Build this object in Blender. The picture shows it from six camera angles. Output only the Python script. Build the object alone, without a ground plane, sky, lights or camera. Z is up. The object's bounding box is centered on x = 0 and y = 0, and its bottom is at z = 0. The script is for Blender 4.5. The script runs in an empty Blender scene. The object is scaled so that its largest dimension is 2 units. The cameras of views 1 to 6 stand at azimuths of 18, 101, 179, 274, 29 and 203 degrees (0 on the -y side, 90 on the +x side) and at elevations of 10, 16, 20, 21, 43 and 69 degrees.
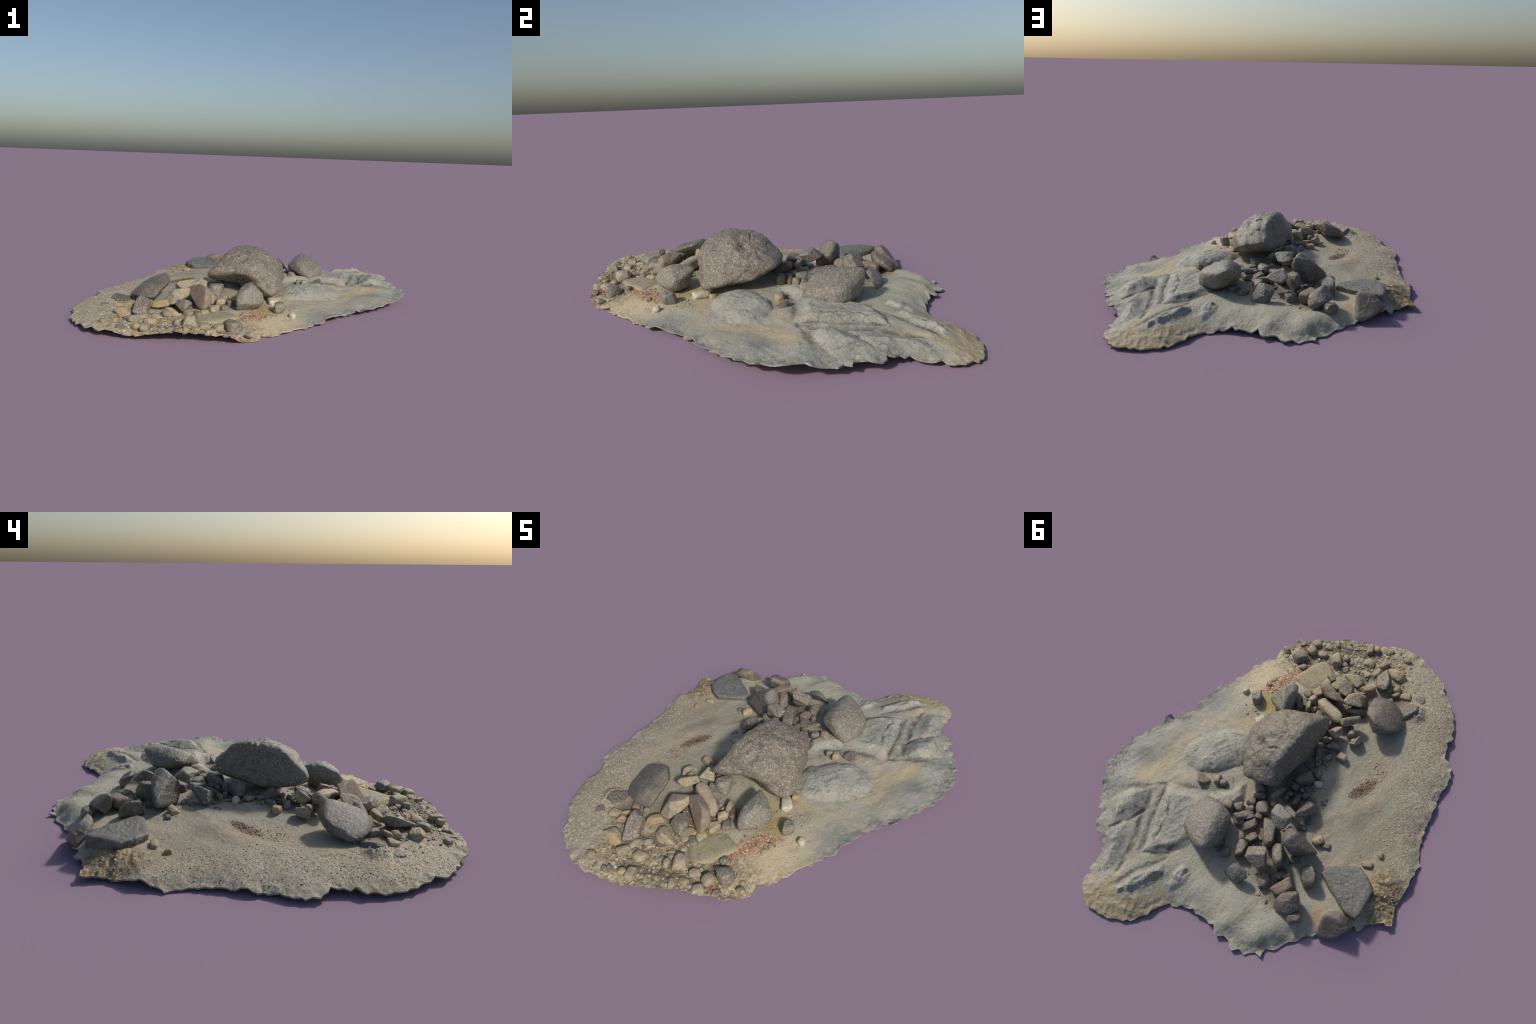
"""A patch of shore: sandy ground and bedrock under a pile of boulders and stones."""
import bpy, bmesh, math
import numpy as np
from mathutils import Vector, geometry

# ------------------------------------------------------------------ noise
def _hash(ix, iy, iz, seed):
    h = (ix * 374761393 + iy * 668265263 + iz * 2147483647 + seed * 974634777) & 0xFFFFFFFF
    h = ((h ^ (h >> 13)) * 1274126177) & 0xFFFFFFFF
    h = ((h ^ (h >> 16)) * 2246822519) & 0xFFFFFFFF
    return ((h ^ (h >> 15)) & 0xFFFFFF) / float(0xFFFFFF)


def vnoise(p, scale, seed=0):
    """Smooth value noise in -1..1 at points p (n, 3)."""
    q = np.asarray(p, float) * scale + 137.31 + seed * 3.17
    i = np.floor(q).astype(np.int64)
    f = q - i
    f = f * f * f * (f * (f * 6 - 15) + 10)
    out = np.zeros(len(q))
    for dx in (0, 1):
        for dy in (0, 1):
            for dz in (0, 1):
                w = (f[:, 0] if dx else 1 - f[:, 0]) * (f[:, 1] if dy else 1 - f[:, 1]) * (f[:, 2] if dz else 1 - f[:, 2])
                out += w * _hash(i[:, 0] + dx, i[:, 1] + dy, i[:, 2] + dz, seed)
    return out * 2 - 1


def fbm(p, scale, octaves=4, seed=0, gain=0.5):
    total, amp, norm = 0, 1.0, 0.0
    for k in range(octaves):
        total = total + amp * vnoise(p, scale * 2.03 ** k, seed + 11 * k)
        norm += amp
        amp *= gain
    return total / norm


def ridged(p, scale, octaves=3, seed=0):
    total, amp, norm = 0, 1.0, 0.0
    for k in range(octaves):
        total = total + amp * (1 - np.abs(vnoise(p, scale * 2.1 ** k, seed + 7 * k)) * 2)
        norm += amp
        amp *= 0.5
    return total / norm


def smooth(t):
    t = np.clip(t, 0, 1)
    return t * t * (3 - 2 * t)


# ------------------------------------------------------------------ ground relief
# the ragged rim of the patch: x, y, height of the edge
RIM = [
    (0.199, -0.839, 0.028), (0.091, -0.877, 0.042), (0.007, -0.896, 0.046), (-0.071, -0.928, 0.055), (-0.183, -0.962, 0.032),
    (-0.283, -0.980, 0.029), (-0.424, -1.000, 0.036), (-0.517, -0.984, 0.032), (-0.559, -0.948, 0.030), (-0.641, -0.902, 0.028),
    (-0.680, -0.867, 0.024), (-0.729, -0.783, 0.026), (-0.773, -0.728, 0.022), (-0.811, -0.622, 0.020), (-0.826, -0.538, 0.026),
    (-0.808, -0.430, 0.028), (-0.862, -0.368, 0.026), (-0.871, -0.314, 0.020), (-0.858, -0.256, 0.024), (-0.841, -0.181, 0.014),
    (-0.836, -0.120, 0.020), (-0.814, 0.013, 0.016), (-0.825, 0.142, 0.008), (-0.848, 0.200, 0.006), (-0.828, 0.257, 0.026),
    (-0.814, 0.321, 0.030), (-0.795, 0.395, 0.014), (-0.781, 0.431, 0.012), (-0.790, 0.537, 0.028), (-0.721, 0.547, 0.020),
    (-0.643, 0.619, 0.018), (-0.619, 0.599, 0.034), (-0.600, 0.637, 0.036), (-0.579, 0.626, 0.034), (-0.511, 0.698, 0.036),
    (-0.457, 0.701, 0.014), (-0.390, 0.756, 0.008), (-0.339, 0.787, 0.004), (-0.291, 0.841, 0.010), (-0.256, 0.848, 0.003),
    (-0.246, 0.893, 0.012), (-0.212, 0.882, 0.003), (-0.167, 0.911, 0.004), (-0.136, 0.894, 0.012), (-0.106, 0.913, 0.014),
    (-0.042, 0.864, 0.018), (-0.003, 0.877, 0.024), (0.047, 0.837, 0.016), (0.081, 0.819, 0.018), (0.127, 0.818, 0.020),
    (0.185, 0.808, 0.014), (0.292, 0.835, 0.010), (0.319, 0.859, 0.016), (0.348, 0.907, 0.018), (0.397, 0.947, 0.012),
    (0.449, 0.977, 0.012), (0.512, 0.986, 0.008), (0.578, 0.987, 0.010), (0.630, 0.976, 0.013), (0.685, 0.947, 0.017),
    (0.719, 0.896, 0.018), (0.723, 0.833, 0.022), (0.713, 0.685, 0.030), (0.737, 0.649, 0.042), (0.781, 0.605, 0.044),
    (0.798, 0.572, 0.052), (0.790, 0.525, 0.046), (0.823, 0.500, 0.040), (0.840, 0.427, 0.038), (0.873, 0.359, 0.058),
    (0.875, 0.288, 0.062), (0.881, 0.236, 0.058), (0.855, 0.197, 0.044), (0.863, 0.159, 0.055), (0.819, 0.106, 0.042),
    (0.836, 0.079, 0.055), (0.792, 0.041, 0.042), (0.749, -0.020, 0.032), (0.739, -0.047, 0.034), (0.712, -0.082, 0.031),
    (0.713, -0.107, 0.044), (0.693, -0.130, 0.046), (0.670, -0.118, 0.024), (0.645, -0.144, 0.036), (0.650, -0.173, 0.034),
    (0.612, -0.182, 0.020), (0.584, -0.239, 0.024), (0.579, -0.264, 0.028), (0.560, -0.289, 0.026), (0.555, -0.317, 0.038),
    (0.533, -0.343, 0.036), (0.517, -0.402, 0.018), (0.476, -0.449, 0.015), (0.447, -0.469, 0.008), (0.451, -0.499, 0.013),
    (0.387, -0.568, 0.010), (0.378, -0.603, 0.015), (0.329, -0.654, 0.006), (0.281, -0.727, 0.003), (0.277, -0.759, 0.011),
    (0.217, -0.805, 0.003),
]
# heights of the bare ground inside the rim
GROUND = [
    (-0.405, 0.113, 0.078), (-0.426, -0.234, 0.068), (-0.588, 0.300, 0.054), (-0.637, 0.231, 0.050), (-0.59, -0.05, 0.066),
    (-0.783, 0.163, 0.028), (-0.760, -0.050, 0.046), (-0.770, -0.240, 0.044), (-0.324, 0.703, 0.045), (-0.006, 0.612, 0.064), (-0.223, 0.003, 0.092), (-0.118, -0.082, 0.096), (-0.110, -0.200, 0.092),
    (0.020, 0.753, 0.060), (-0.131, 0.762, 0.056), (-0.242, 0.651, 0.050), (-0.446, -0.800, 0.054), (-0.588, -0.702, 0.058), (-0.620, -0.500, 0.060),
    (-0.420, -0.600, 0.060), (-0.740, -0.620, 0.050), (0.174, -0.526, 0.048), (0.359, -0.420, 0.032), (0.270, -0.387, 0.042), (0.248, -0.722, 0.019),
    (0.288, -0.230, 0.046), (0.520, -0.032, 0.042), (0.640, -0.040, 0.046), (0.760, 0.110, 0.062), (-0.030, 0.815, 0.058), (-0.200, 0.830, 0.048), (-0.260, 0.765, 0.054), (0.180, 0.730, 0.060), (-0.540, 0.600, 0.066), (0.141, -0.818, 0.030), (-0.060, -0.708, 0.040), (0.200, -0.245, 0.045),
    (0.112, -0.565, 0.048), (-0.150, -0.520, 0.055), (-0.250, -0.300, 0.080), (0.050, -0.350, 0.060), (-0.200, 0.420, 0.066),
    (-0.444, -0.055, 0.072), (0.040, 0.150, 0.080), (0.150, 0.600, 0.062), (0.320, 0.740, 0.050), (0.560, 0.100, 0.047),
    (0.420, 0.200, 0.078), (0.600, 0.290, 0.072), (0.300, 0.400, 0.075), (0.580, 0.400, 0.074), (0.580, 0.650, 0.057), (0.450, 0.860, 0.052),
    (0.600, 0.800, 0.050), (0.740, 0.300, 0.068), (0.680, 0.180, 0.050), (0.700, 0.560, 0.068), (-0.640, 0.480, 0.058), (-0.720, 0.420, 0.048),
    (-0.420, 0.560, 0.052), (-0.700, -0.400, 0.058), (-0.300, -0.880, 0.040), (0.450, -0.200, 0.042),
]


def thin_plate(points):
    p = np.array(points)
    def kernel(a, b):
        d2 = ((a[:, None] - b[None]) ** 2).sum(-1)
        return 0.5 * d2 * np.log(d2 + 1e-9)
    n = len(p)
    a = np.zeros((n + 3, n + 3))
    a[:n, :n] = kernel(p[:, :2], p[:, :2]) + np.eye(n) * 2e-4
    a[:n, n:] = np.c_[np.ones(n), p[:, :2]]
    a[n:, :n] = a[:n, n:].T
    w = np.linalg.solve(a, np.r_[p[:, 2], 0, 0, 0])
    def height(x, y):
        q = np.c_[x, y]
        out = np.zeros(len(q))
        for s in range(0, len(q), 20000):
            e = slice(s, s + 20000)
            out[e] = kernel(q[e], p[:, :2]) @ w[:n] + w[n] + 0.001 + q[e] @ w[n + 1:]
        return out
    return height


base_height = thin_plate(RIM + GROUND)


def inside(x, y, poly):
    c = np.zeros(len(x), bool)
    q = np.array(poly)[:, :2]
    for (x1, y1), (x2, y2) in zip(q, np.roll(q, -1, 0)):
        if y1 != y2:
            c ^= ((y1 > y) != (y2 > y)) & (x < (x2 - x1) * (y - y1) / (y2 - y1) + x1)
    return c


def line_distance(x, y, pts, closed=False):
    q = np.array(pts)[:, :2]
    segs = list(zip(q[:-1], q[1:])) + ([(q[-1], q[0])] if closed else [])
    best = np.full(len(x), 9.0)
    for a, b in segs:
        d = b - a
        t = np.clip(((x - a[0]) * d[0] + (y - a[1]) * d[1]) / (d @ d), 0, 1)
        best = np.minimum(best, np.hypot(x - a[0] - t * d[0], y - a[1] - t * d[1]))
    return best


def dome(x, y, cx, cy, a, b, yaw, k=2.0, n=2.2):
    c, s = math.cos(math.radians(yaw)), math.sin(math.radians(yaw))
    u, v = (x - cx) * c + (y - cy) * s, -(x - cx) * s + (y - cy) * c
    r = (np.abs(u / a) ** n + np.abs(v / b) ** n) ** (1 / n)
    return np.clip(1 - r ** k, 0, 1) ** 0.8


def block(x, y, poly, soft):
    d = line_distance(x, y, poly, True)
    return np.where(inside(x, y, poly), smooth(d / soft), 0)


SHELF = [(0.520, 0.262), (0.440, 0.268), (0.370, 0.266), (0.292, 0.236), (0.205, 0.183), (0.172, 0.120), (0.130, 0.090), (0.100, 0.190),
         (0.139, 0.290), (0.165, 0.400), (0.270, 0.480), (0.371, 0.590), (0.451, 0.636), (0.500, 0.628), (0.508, 0.540), (0.518, 0.412)]
LOW_LEDGE = [(0.530, 0.300), (0.590, 0.345), (0.570, 0.440), (0.545, 0.593), (0.545, 0.680), (0.500, 0.640), (0.515, 0.540), (0.530, 0.412)]
KNOLL = [(0.770, 0.480), (0.760, 0.388), (0.690, 0.318), (0.610, 0.320), (0.590, 0.390), (0.583, 0.440), (0.639, 0.510), (0.700, 0.560)]
RIB = [(0.640, 0.522), (0.592, 0.590), (0.577, 0.703), (0.605, 0.775), (0.671, 0.800), (0.705, 0.700), (0.740, 0.610)]
BAR = [(0.364, 0.645), (0.334, 0.691), (0.402, 0.760), (0.440, 0.812), (0.520, 0.880), (0.556, 0.851), (0.482, 0.740)]
NUB = [(0.322, 0.685), (0.272, 0.615), (0.228, 0.630), (0.255, 0.708), (0.306, 0.708)]
STEP = [(0.335, 0.740), (0.300, 0.775), (0.222, 0.715), (0.215, 0.640), (0.318, 0.690)]
CRACKS = [[(0.525, 0.267), (0.527, 0.387), (0.511, 0.540), (0.506, 0.629)],
          [(0.590, 0.330), (0.575, 0.435), (0.557, 0.593), (0.561, 0.685), (0.575, 0.768)],
          [(0.580, 0.429), (0.614, 0.493), (0.646, 0.523), (0.705, 0.575)],
          [(0.470, 0.330), (0.440, 0.440), (0.455, 0.560)],
          [(0.450, 0.765), (0.478, 0.780)],
          [(0.372, 0.630), (0.490, 0.730), (0.570, 0.850)],
          [(0.500, 0.642), (0.371, 0.604), (0.270, 0.494), (0.220, 0.440)],
          [(0.770, 0.430), (0.740, 0.370), (0.660, 0.318), (0.600, 0.295), (0.525, 0.258)]]


def relief(x, y, rough=True):
    p = np.c_[x, y, np.zeros(len(x))]
    wx = x + 0.016 * fbm(p, 15, 4, 3)
    wy = y + 0.016 * fbm(p, 15, 4, 5)
    z = base_height(x, y)
    wide = dome(wx, wy, 0.360, -0.020, 0.260, 0.150, 30, 1.6)
    whale = dome(wx, wy, 0.338, -0.014, 0.198, 0.124, 31, 2.3)
    shelf = block(wx, wy, SHELF, 0.042)
    front = 1 - smooth((wy - 0.20) / 0.14)                    # the shelf stands highest along its front lip
    ledge, knoll, rib = block(wx, wy, LOW_LEDGE, 0.035), block(wx, wy, KNOLL, 0.075), block(wx, wy, RIB, 0.075)
    bar, nub, step = block(wx, wy, BAR, 0.030), block(wx, wy, NUB, 0.022), block(wx, wy, STEP, 0.035)
    z = z + 0.012 * wide + 0.040 * whale + (0.018 + 0.006 * front) * shelf + 0.006 * ledge + 0.032 * knoll + 0.026 * rib
    z = z + 0.016 * bar + 0.014 * nub + 0.012 * step
    # furrow along the foot of the shelf, holding a few pebbles
    z = z - 0.005 * np.exp(-(line_distance(wx, wy, [(0.20, 0.14), (0.30, 0.205), (0.40, 0.235), (0.53, 0.22)]) / 0.020) ** 2)
    for pts, half, deep in zip(CRACKS, (0.006, 0.014, 0.008, 0.005, 0.005, 0.010, 0.007, 0.008), (0.006, 0.008, 0.007, 0.004, 0.006, 0.004, 0.004, 0.003)):
        z = z - deep * np.exp(-(line_distance(wx, wy, pts) / half) ** 2)
    rock = np.clip(0.7 * wide + whale + shelf + ledge + knoll + rib + bar + nub + step, 0, 1)
    rock = np.maximum(rock, 0.6 * smooth((x - 0.40 + 0.25 * y) / 0.12) * smooth((0.62 - y) / 0.1))
    if rough:
        # bedding runs diagonally across the bedrock
        along = np.c_[0.35 * (0.64 * x + 0.77 * y), -0.77 * x + 0.64 * y, 0 * x]
        z = z + rock * (0.0060 * fbm(p, 16, 4, 21) + 0.0040 * ridged(along, 26, 3, 23) + 0.0018 * fbm(p, 85, 3, 25))
        z = z + (1 - rock) * (0.0040 * fbm(p, 9, 3, 31) + 0.0012 * fbm(p, 120, 2, 33))
        cobbly = smooth((-0.60 - y) / 0.15) * smooth((x + 0.6) / 0.2) * smooth((0.25 - x) / 0.1)
        z = z + cobbly * (0.007 * fbm(p, 30, 3, 41) + 0.005 * np.maximum(0, ridged(p, 34, 2, 42)))
        weeds = smooth(1.3 - np.hypot((x + 0.72) / 0.10, (y - 0.44) / 0.16))
        z = z + weeds * (0.010 * ridged(p * [1, 2.2, 1], 20, 4, 43) + 0.006 * fbm(p, 45, 3, 46))
        tongue = smooth(1.4 - np.hypot((x - 0.52) / 0.28, (y - 0.90) / 0.12))
        z = z + tongue * 0.008 * ridged(p, 16, 4, 44)
        lump = smooth(1.25 - np.hypot((x + 0.59) / 0.055, (y + 0.60) / 0.06))
        z = z + lump * (0.018 + 0.012 * ridged(p, 34, 3, 45))
        rim = line_distance(x, y, RIM, True)
        z = z + smooth(1 - rim / 0.07) * 0.010 * fbm(p, 26, 3, 47)
        z = z + 0.0025 * fbm(np.c_[x * 0.5 + y, x - y * 0.1, 0 * x], 5, 3, 51)
        # shallow dune crest across the open sand
        z = z + 0.008 * np.exp(-(line_distance(x, y, [(-0.42, 0.10), (-0.56, -0.04), (-0.62, -0.2)]) / 0.05) ** 2)
    return z, rock


def ground_at(x, y):
    return float(relief(np.array([x]), np.array([y]))[0][0])


# ------------------------------------------------------------------ materials
def srgb(r, g, b):
    return tuple(((c / 255 + 0.055) / 1.055) ** 2.4 if c > 10 else c / 255 / 12.92 for c in (r, g, b)) + (1,)


class Graph:
    def __init__(self, name):
        self.mat = bpy.data.materials.new(name)
        self.mat.use_nodes = True
        self.nodes, self.links = self.mat.node_tree.nodes, self.mat.node_tree.links
        self.bsdf = self.nodes["Principled BSDF"]

    def node(self, kind, **sets):
        n = self.nodes.new(kind)
        for k, v in sets.items():
            setattr(n, k, v)
        return n

    def put(self, socket, value):
        if hasattr(value, "is_output"):
            self.links.new(value, socket)
        else:
            socket.default_value = value

    def noise(self, vector, scale, detail=4, rough=0.6, out="Fac"):
        n = self.node("ShaderNodeTexNoise")
        self.put(n.inputs["Vector"], vector)
        n.inputs["Scale"].default_value, n.inputs["Detail"].default_value, n.inputs["Roughness"].default_value = scale, detail, rough
        return n.outputs[out]

    def voronoi(self, vector, scale, out="Distance", feature="F1"):
        n = self.node("ShaderNodeTexVoronoi", feature=feature)
        self.put(n.inputs["Vector"], vector)
        n.inputs["Scale"].default_value = scale
        return n.outputs[out]

    def math(self, op, a, b=0.0, clamp=False):
        n = self.node("ShaderNodeMath", operation=op, use_clamp=clamp)
        self.put(n.inputs[0], a)
        self.put(n.inputs[1], b)
        return n.outputs[0]

    def ramp(self, fac, lo, hi, a=0.0, b=1.0):
        n = self.node("ShaderNodeMapRange", interpolation_type="SMOOTHSTEP")
        for s, v in zip(n.inputs[:5], (fac, lo, hi, a, b)):
            self.put(s, v)
        return n.outputs[0]

    def mix(self, fac, a, b, blend="MIX"):
        n = self.node("ShaderNodeMix", data_type="RGBA", blend_type=blend)
        self.put(n.inputs[0], fac)
        self.put(n.inputs[6], a)
        self.put(n.inputs[7], b)
        return n.outputs[2]

    def blob(self, vector, cx, cy, a, b, yaw=0, inner=0.5):
        """Soft elliptical patch seen from above: 1 within, 0 outside."""
        n = self.node("ShaderNodeMapping", vector_type="TEXTURE")
        self.put(n.inputs["Vector"], vector)
        n.inputs["Location"].default_value = (cx, cy, 0)
        n.inputs["Rotation"].default_value = (0, 0, math.radians(yaw))
        n.inputs["Scale"].default_value = (a * 1.15, b * 1.15, 1000)
        ball = self.node("ShaderNodeTexGradient", gradient_type="SPHERICAL")
        self.put(ball.inputs["Vector"], n.outputs[0])
        return self.ramp(ball.outputs["Fac"], 0, 1 - inner / 1.15)

    def shift(self, vector, move, scale=(1, 1, 1), turn=0):
        n = self.node("ShaderNodeMapping")
        self.put(n.inputs["Vector"], vector)
        self.put(n.inputs["Location"], move)
        n.inputs["Scale"].default_value = scale
        n.inputs["Rotation"].default_value = (0, 0, math.radians(turn))
        return n.outputs[0]

    def stroke(self, vector, a, b, half, inner=0.4):
        return self.blob(vector, (a[0] + b[0]) / 2, (a[1] + b[1]) / 2, math.hypot(b[0] - a[0], b[1] - a[1]) / 2 + half, half,
                         math.degrees(math.atan2(b[1] - a[1], b[0] - a[0])), inner)

    def union(self, masks):
        m = masks[0]
        for other in masks[1:]:
            m = self.math("MAXIMUM", m, other)
        return m

    def bump(self, height, strength, distance, normal=None):
        n = self.node("ShaderNodeBump")
        n.inputs["Strength"].default_value, n.inputs["Distance"].default_value = strength, distance
        self.put(n.inputs["Height"], height)
        if normal is not None:
            self.links.new(normal, n.inputs["Normal"])
        return n.outputs[0]

    def finish(self, colour, normal, rough):
        self.put(self.bsdf.inputs["Base Color"], colour)
        self.put(self.bsdf.inputs["Normal"], normal)
        self.put(self.bsdf.inputs["Roughness"], rough)
        return self.mat


def stone_material(name, main, dark, light, warm, speck=1.0, rough=0.5, vary=0.25, grain=120, wet=0.5):
    g = Graph(name)
    p = g.node("ShaderNodeNewGeometry").outputs["Position"]
    col = g.mix(g.ramp(g.noise(p, 14, 5, 0.65), 0.40, 0.66), srgb(*main), srgb(*warm))
    col = g.mix(g.ramp(g.noise(p, 30, 6, 0.7), 0.47, 0.66, 0, 0.6), col, srgb(*dark))
    col = g.mix(g.ramp(g.noise(p, grain, 5, 0.75), 0.52, 0.63, 0, 0.8 * speck), col, srgb(*light))
    col = g.mix(g.ramp(g.noise(p, grain * 1.25, 5, 0.75), 0.53, 0.63, 0, 0.8 * speck), col, srgb(*dark))
    r = g.node("ShaderNodeObjectInfo").outputs["Random"]
    hsv = g.node("ShaderNodeHueSaturation")
    g.put(hsv.inputs["Color"], col)
    g.put(hsv.inputs["Value"], g.math("ADD", g.math("MULTIPLY", r, vary), 1 - vary / 2))
    g.bsdf.inputs["Specular IOR Level"].default_value = wet
    n = g.bump(g.noise(p, 55, 6, 0.75), 0.6, 0.009)
    n = g.bump(g.noise(p, grain * 1.4, 4, 0.7), 0.6, 0.004, n)
    return g.finish(hsv.outputs["Color"], n, g.ramp(g.noise(p, 90, 3), 0.3, 0.7, max(rough - 0.12, 0.12), rough + 0.12))


STONE = {
    "brown_granite": stone_material("brown_granite", (118, 109, 97), (66, 61, 54), (194, 184, 166), (118, 108, 93), 1.0, 0.32, 0.10, wet=0.7),
    "grey_granite": stone_material("grey_granite", (125, 120, 107), (72, 68, 60), (190, 186, 171), (128, 119, 104), 0.9, 0.32, 0.2, wet=0.7),
    "dark_granite": stone_material("dark_granite", (104, 97, 86), (58, 54, 48), (162, 153, 139), (102, 93, 79), 0.8, 0.24, 0.2, wet=0.8),
    "pink_granite": stone_material("pink_granite", (142, 128, 114), (94, 82, 71), (182, 168, 150), (146, 124, 102), 0.8, 0.5, 0.2),
    "slate_grey": stone_material("slate_grey", (112, 111, 104), (74, 73, 69), (156, 153, 144), (102, 97, 86), 0.8, 0.36, 0.2, wet=0.6),
    "taupe": stone_material("taupe", (130, 120, 107), (84, 76, 67), (162, 151, 136), (116, 102, 86), 0.4, 0.42, 0.1),
    "pale_stone": stone_material("pale_stone", (157, 146, 124), (98, 88, 72), (204, 194, 171), (174, 157, 126), 0.8, 0.52, 0.25),
    "flat_stone": stone_material("flat_stone", (164, 154, 127), (118, 109, 86), (196, 187, 160), (168, 152, 113), 0.9, 0.6, 0.15),
    "ochre_stone": stone_material("ochre_stone", (166, 149, 118), (112, 96, 72), (206, 188, 154), (170, 145, 106), 0.7, 0.52, 0.25),
    "white_stone": stone_material("white_stone", (196, 190, 170), (156, 147, 124), (222, 217, 200), (190, 178, 148), 0.5, 0.55, 0.1),
}


def ground_material():
    g = Graph("shore_ground")
    p = g.node("ShaderNodeTexCoord").outputs["Object"]
    wob = g.shift(g.noise(p, 11, 4, 0.65, "Color"), (-0.08, -0.08, -0.08), (0.16, 0.16, 0.16))
    q = g.shift(p, wob)
    q2 = g.shift(p, g.shift(wob, (0, 0, 0), (0.38, 0.38, 0.38)))
    p = g.shift(q2, p, (1e-5, 1e-5, 1e-5))      # plain coordinates, evaluated after the warped ones
    grit = g.noise(p, 300, 3, 0.7)
    fine = g.noise(p, 130, 4, 0.7)

    sand = g.mix(g.ramp(g.noise(p, 7, 4), 0.38, 0.66), srgb(162, 154, 135), srgb(176, 168, 149))
    sand = g.mix(g.ramp(g.noise(p, 3.2, 4), 0.5, 0.7, 0, 0.6), sand, srgb(168, 167, 150))
    sand = g.mix(g.blob(q, -0.05, 0.76, 0.62, 0.34, 8), sand, srgb(172, 169, 151))
    sand = g.mix(g.blob(q, 0.0, -0.84, 0.52, 0.32, 14), sand, srgb(188, 172, 137))
    sand = g.mix(g.blob(q, 0.30, -0.58, 0.30, 0.14, 62), sand, srgb(196, 179, 145))
    sand = g.mix(g.blob(q, -0.70, -0.62, 0.20, 0.36, 10), sand, srgb(165, 152, 126))
    sand = g.mix(g.math("MULTIPLY", g.blob(q, -0.60, 0.05, 0.22, 0.40, 0), 0.45), sand, srgb(148, 128, 98))
    sand = g.mix(g.blob(q2, -0.62, -0.06, 0.05, 0.22, -22, 0.2), sand, srgb(180, 172, 150))
    sand = g.mix(g.blob(q2, 0.17, -0.36, 0.15, 0.07, -50), sand, srgb(168, 150, 96))
    sand = g.mix(g.blob(q, 0.52, 0.90, 0.30, 0.14, 30), sand, srgb(172, 155, 122))
    # water-drawn streaks along the slope, brown silt and worn pale bands
    drawn = g.noise(g.shift(g.shift(q2, (0, 0, 0), (1, 1, 1), -58), (0, 0, 0), (1.0, 4.5, 1)), 6, 5, 0.65)
    sand = g.mix(g.ramp(drawn, 0.52, 0.66, 0, 0.55), sand, srgb(136, 118, 92))
    sand = g.mix(g.ramp(drawn, 0.44, 0.34, 0, 0.5), sand, srgb(186, 178, 156))
    # grit
    sand = g.mix(g.ramp(g.noise(p, 190, 5, 0.8), 0.53, 0.66, 0, 0.6), sand, srgb(204, 197, 178))
    sand = g.mix(g.ramp(g.noise(p, 160, 5, 0.8), 0.55, 0.66, 0, 0.6), sand, srgb(112, 99, 80))
    # shingle: every little stone its own tone, at the pebbly end and along the open side
    cell = g.voronoi(q2, 62, "Color")
    tone = g.node("ShaderNodeSeparateColor")
    g.put(tone.inputs[0], cell)
    shingle = g.mix(tone.outputs[0], srgb(146, 134, 108), srgb(200, 186, 154))
    shingle = g.mix(g.ramp(tone.outputs[1], 0.80, 0.86), shingle, srgb(122, 96, 80))
    shingle = g.mix(g.ramp(g.voronoi(q2, 62), 0.45, 0.75, 0, 0.7), shingle, srgb(98, 84, 66))
    sand = g.mix(g.math("MULTIPLY", g.blob(q, -0.06, -0.80, 0.46, 0.22, 12), 0.75), sand, shingle)
    fine_cell = g.node("ShaderNodeSeparateColor")
    g.put(fine_cell.inputs[0], g.voronoi(p, 140, "Color"))
    gravel = g.mix(fine_cell.outputs[0], srgb(136, 124, 104), srgb(202, 193, 172))
    gravel = g.mix(g.ramp(fine_cell.outputs[1], 0.84, 0.9), gravel, srgb(156, 126, 88))
    spread = g.math("MAXIMUM", g.blob(q, -0.74, -0.16, 0.13, 0.60, 4), g.blob(q, -0.62, -0.70, 0.18, 0.24, 0))
    sand = g.mix(g.math("MULTIPLY", spread, 0.65), sand, gravel)
    # bedrock
    rock = g.mix(g.ramp(g.noise(p, 9, 5, 0.7), 0.40, 0.64), srgb(153, 151, 139), srgb(170, 168, 156))
    rock = g.mix(g.ramp(g.noise(p, 34, 5, 0.7), 0.52, 0.70, 0, 0.7), rock, srgb(126, 124, 112))
    rock = g.mix(g.ramp(g.noise(p, 140, 5, 0.75), 0.52, 0.64, 0, 0.65), rock, srgb(190, 188, 175))
    rock = g.mix(g.ramp(g.noise(p, 170, 5, 0.75), 0.53, 0.64, 0, 0.7), rock, srgb(98, 95, 84))
    rock = g.mix(g.ramp(g.noise(q2, 22, 5, 0.7), 0.56, 0.68, 0, 0.6), rock, srgb(158, 144, 114))
    vein = g.math("ABSOLUTE", g.math("SUBTRACT", g.noise(q2, 8, 3, 0.6), 0.5))
    rock = g.mix(g.ramp(vein, 0.004, 0.013, 0.5, 0), rock, srgb(84, 78, 64))
    m = g.blob(q2, 0.350, -0.01, 0.22, 0.14, 31, 0.75)
    for spec in ((0.33, 0.36, 0.24, 0.17, 48), (0.44, 0.50, 0.18, 0.13, 70), (0.24, 0.19, 0.14, 0.07, 35), (0.67, 0.43, 0.12, 0.14, 0), (0.66, 0.67, 0.09, 0.17, -8),
                 (0.44, 0.76, 0.16, 0.075, 48), (0.27, 0.69, 0.07, 0.09, 0), (0.80, 0.42, 0.12, 0.30, 8), (0.54, 0.45, 0.06, 0.22, 4)):
        m = g.math("MAXIMUM", m, g.blob(q2, *spec, 0.75))
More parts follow.
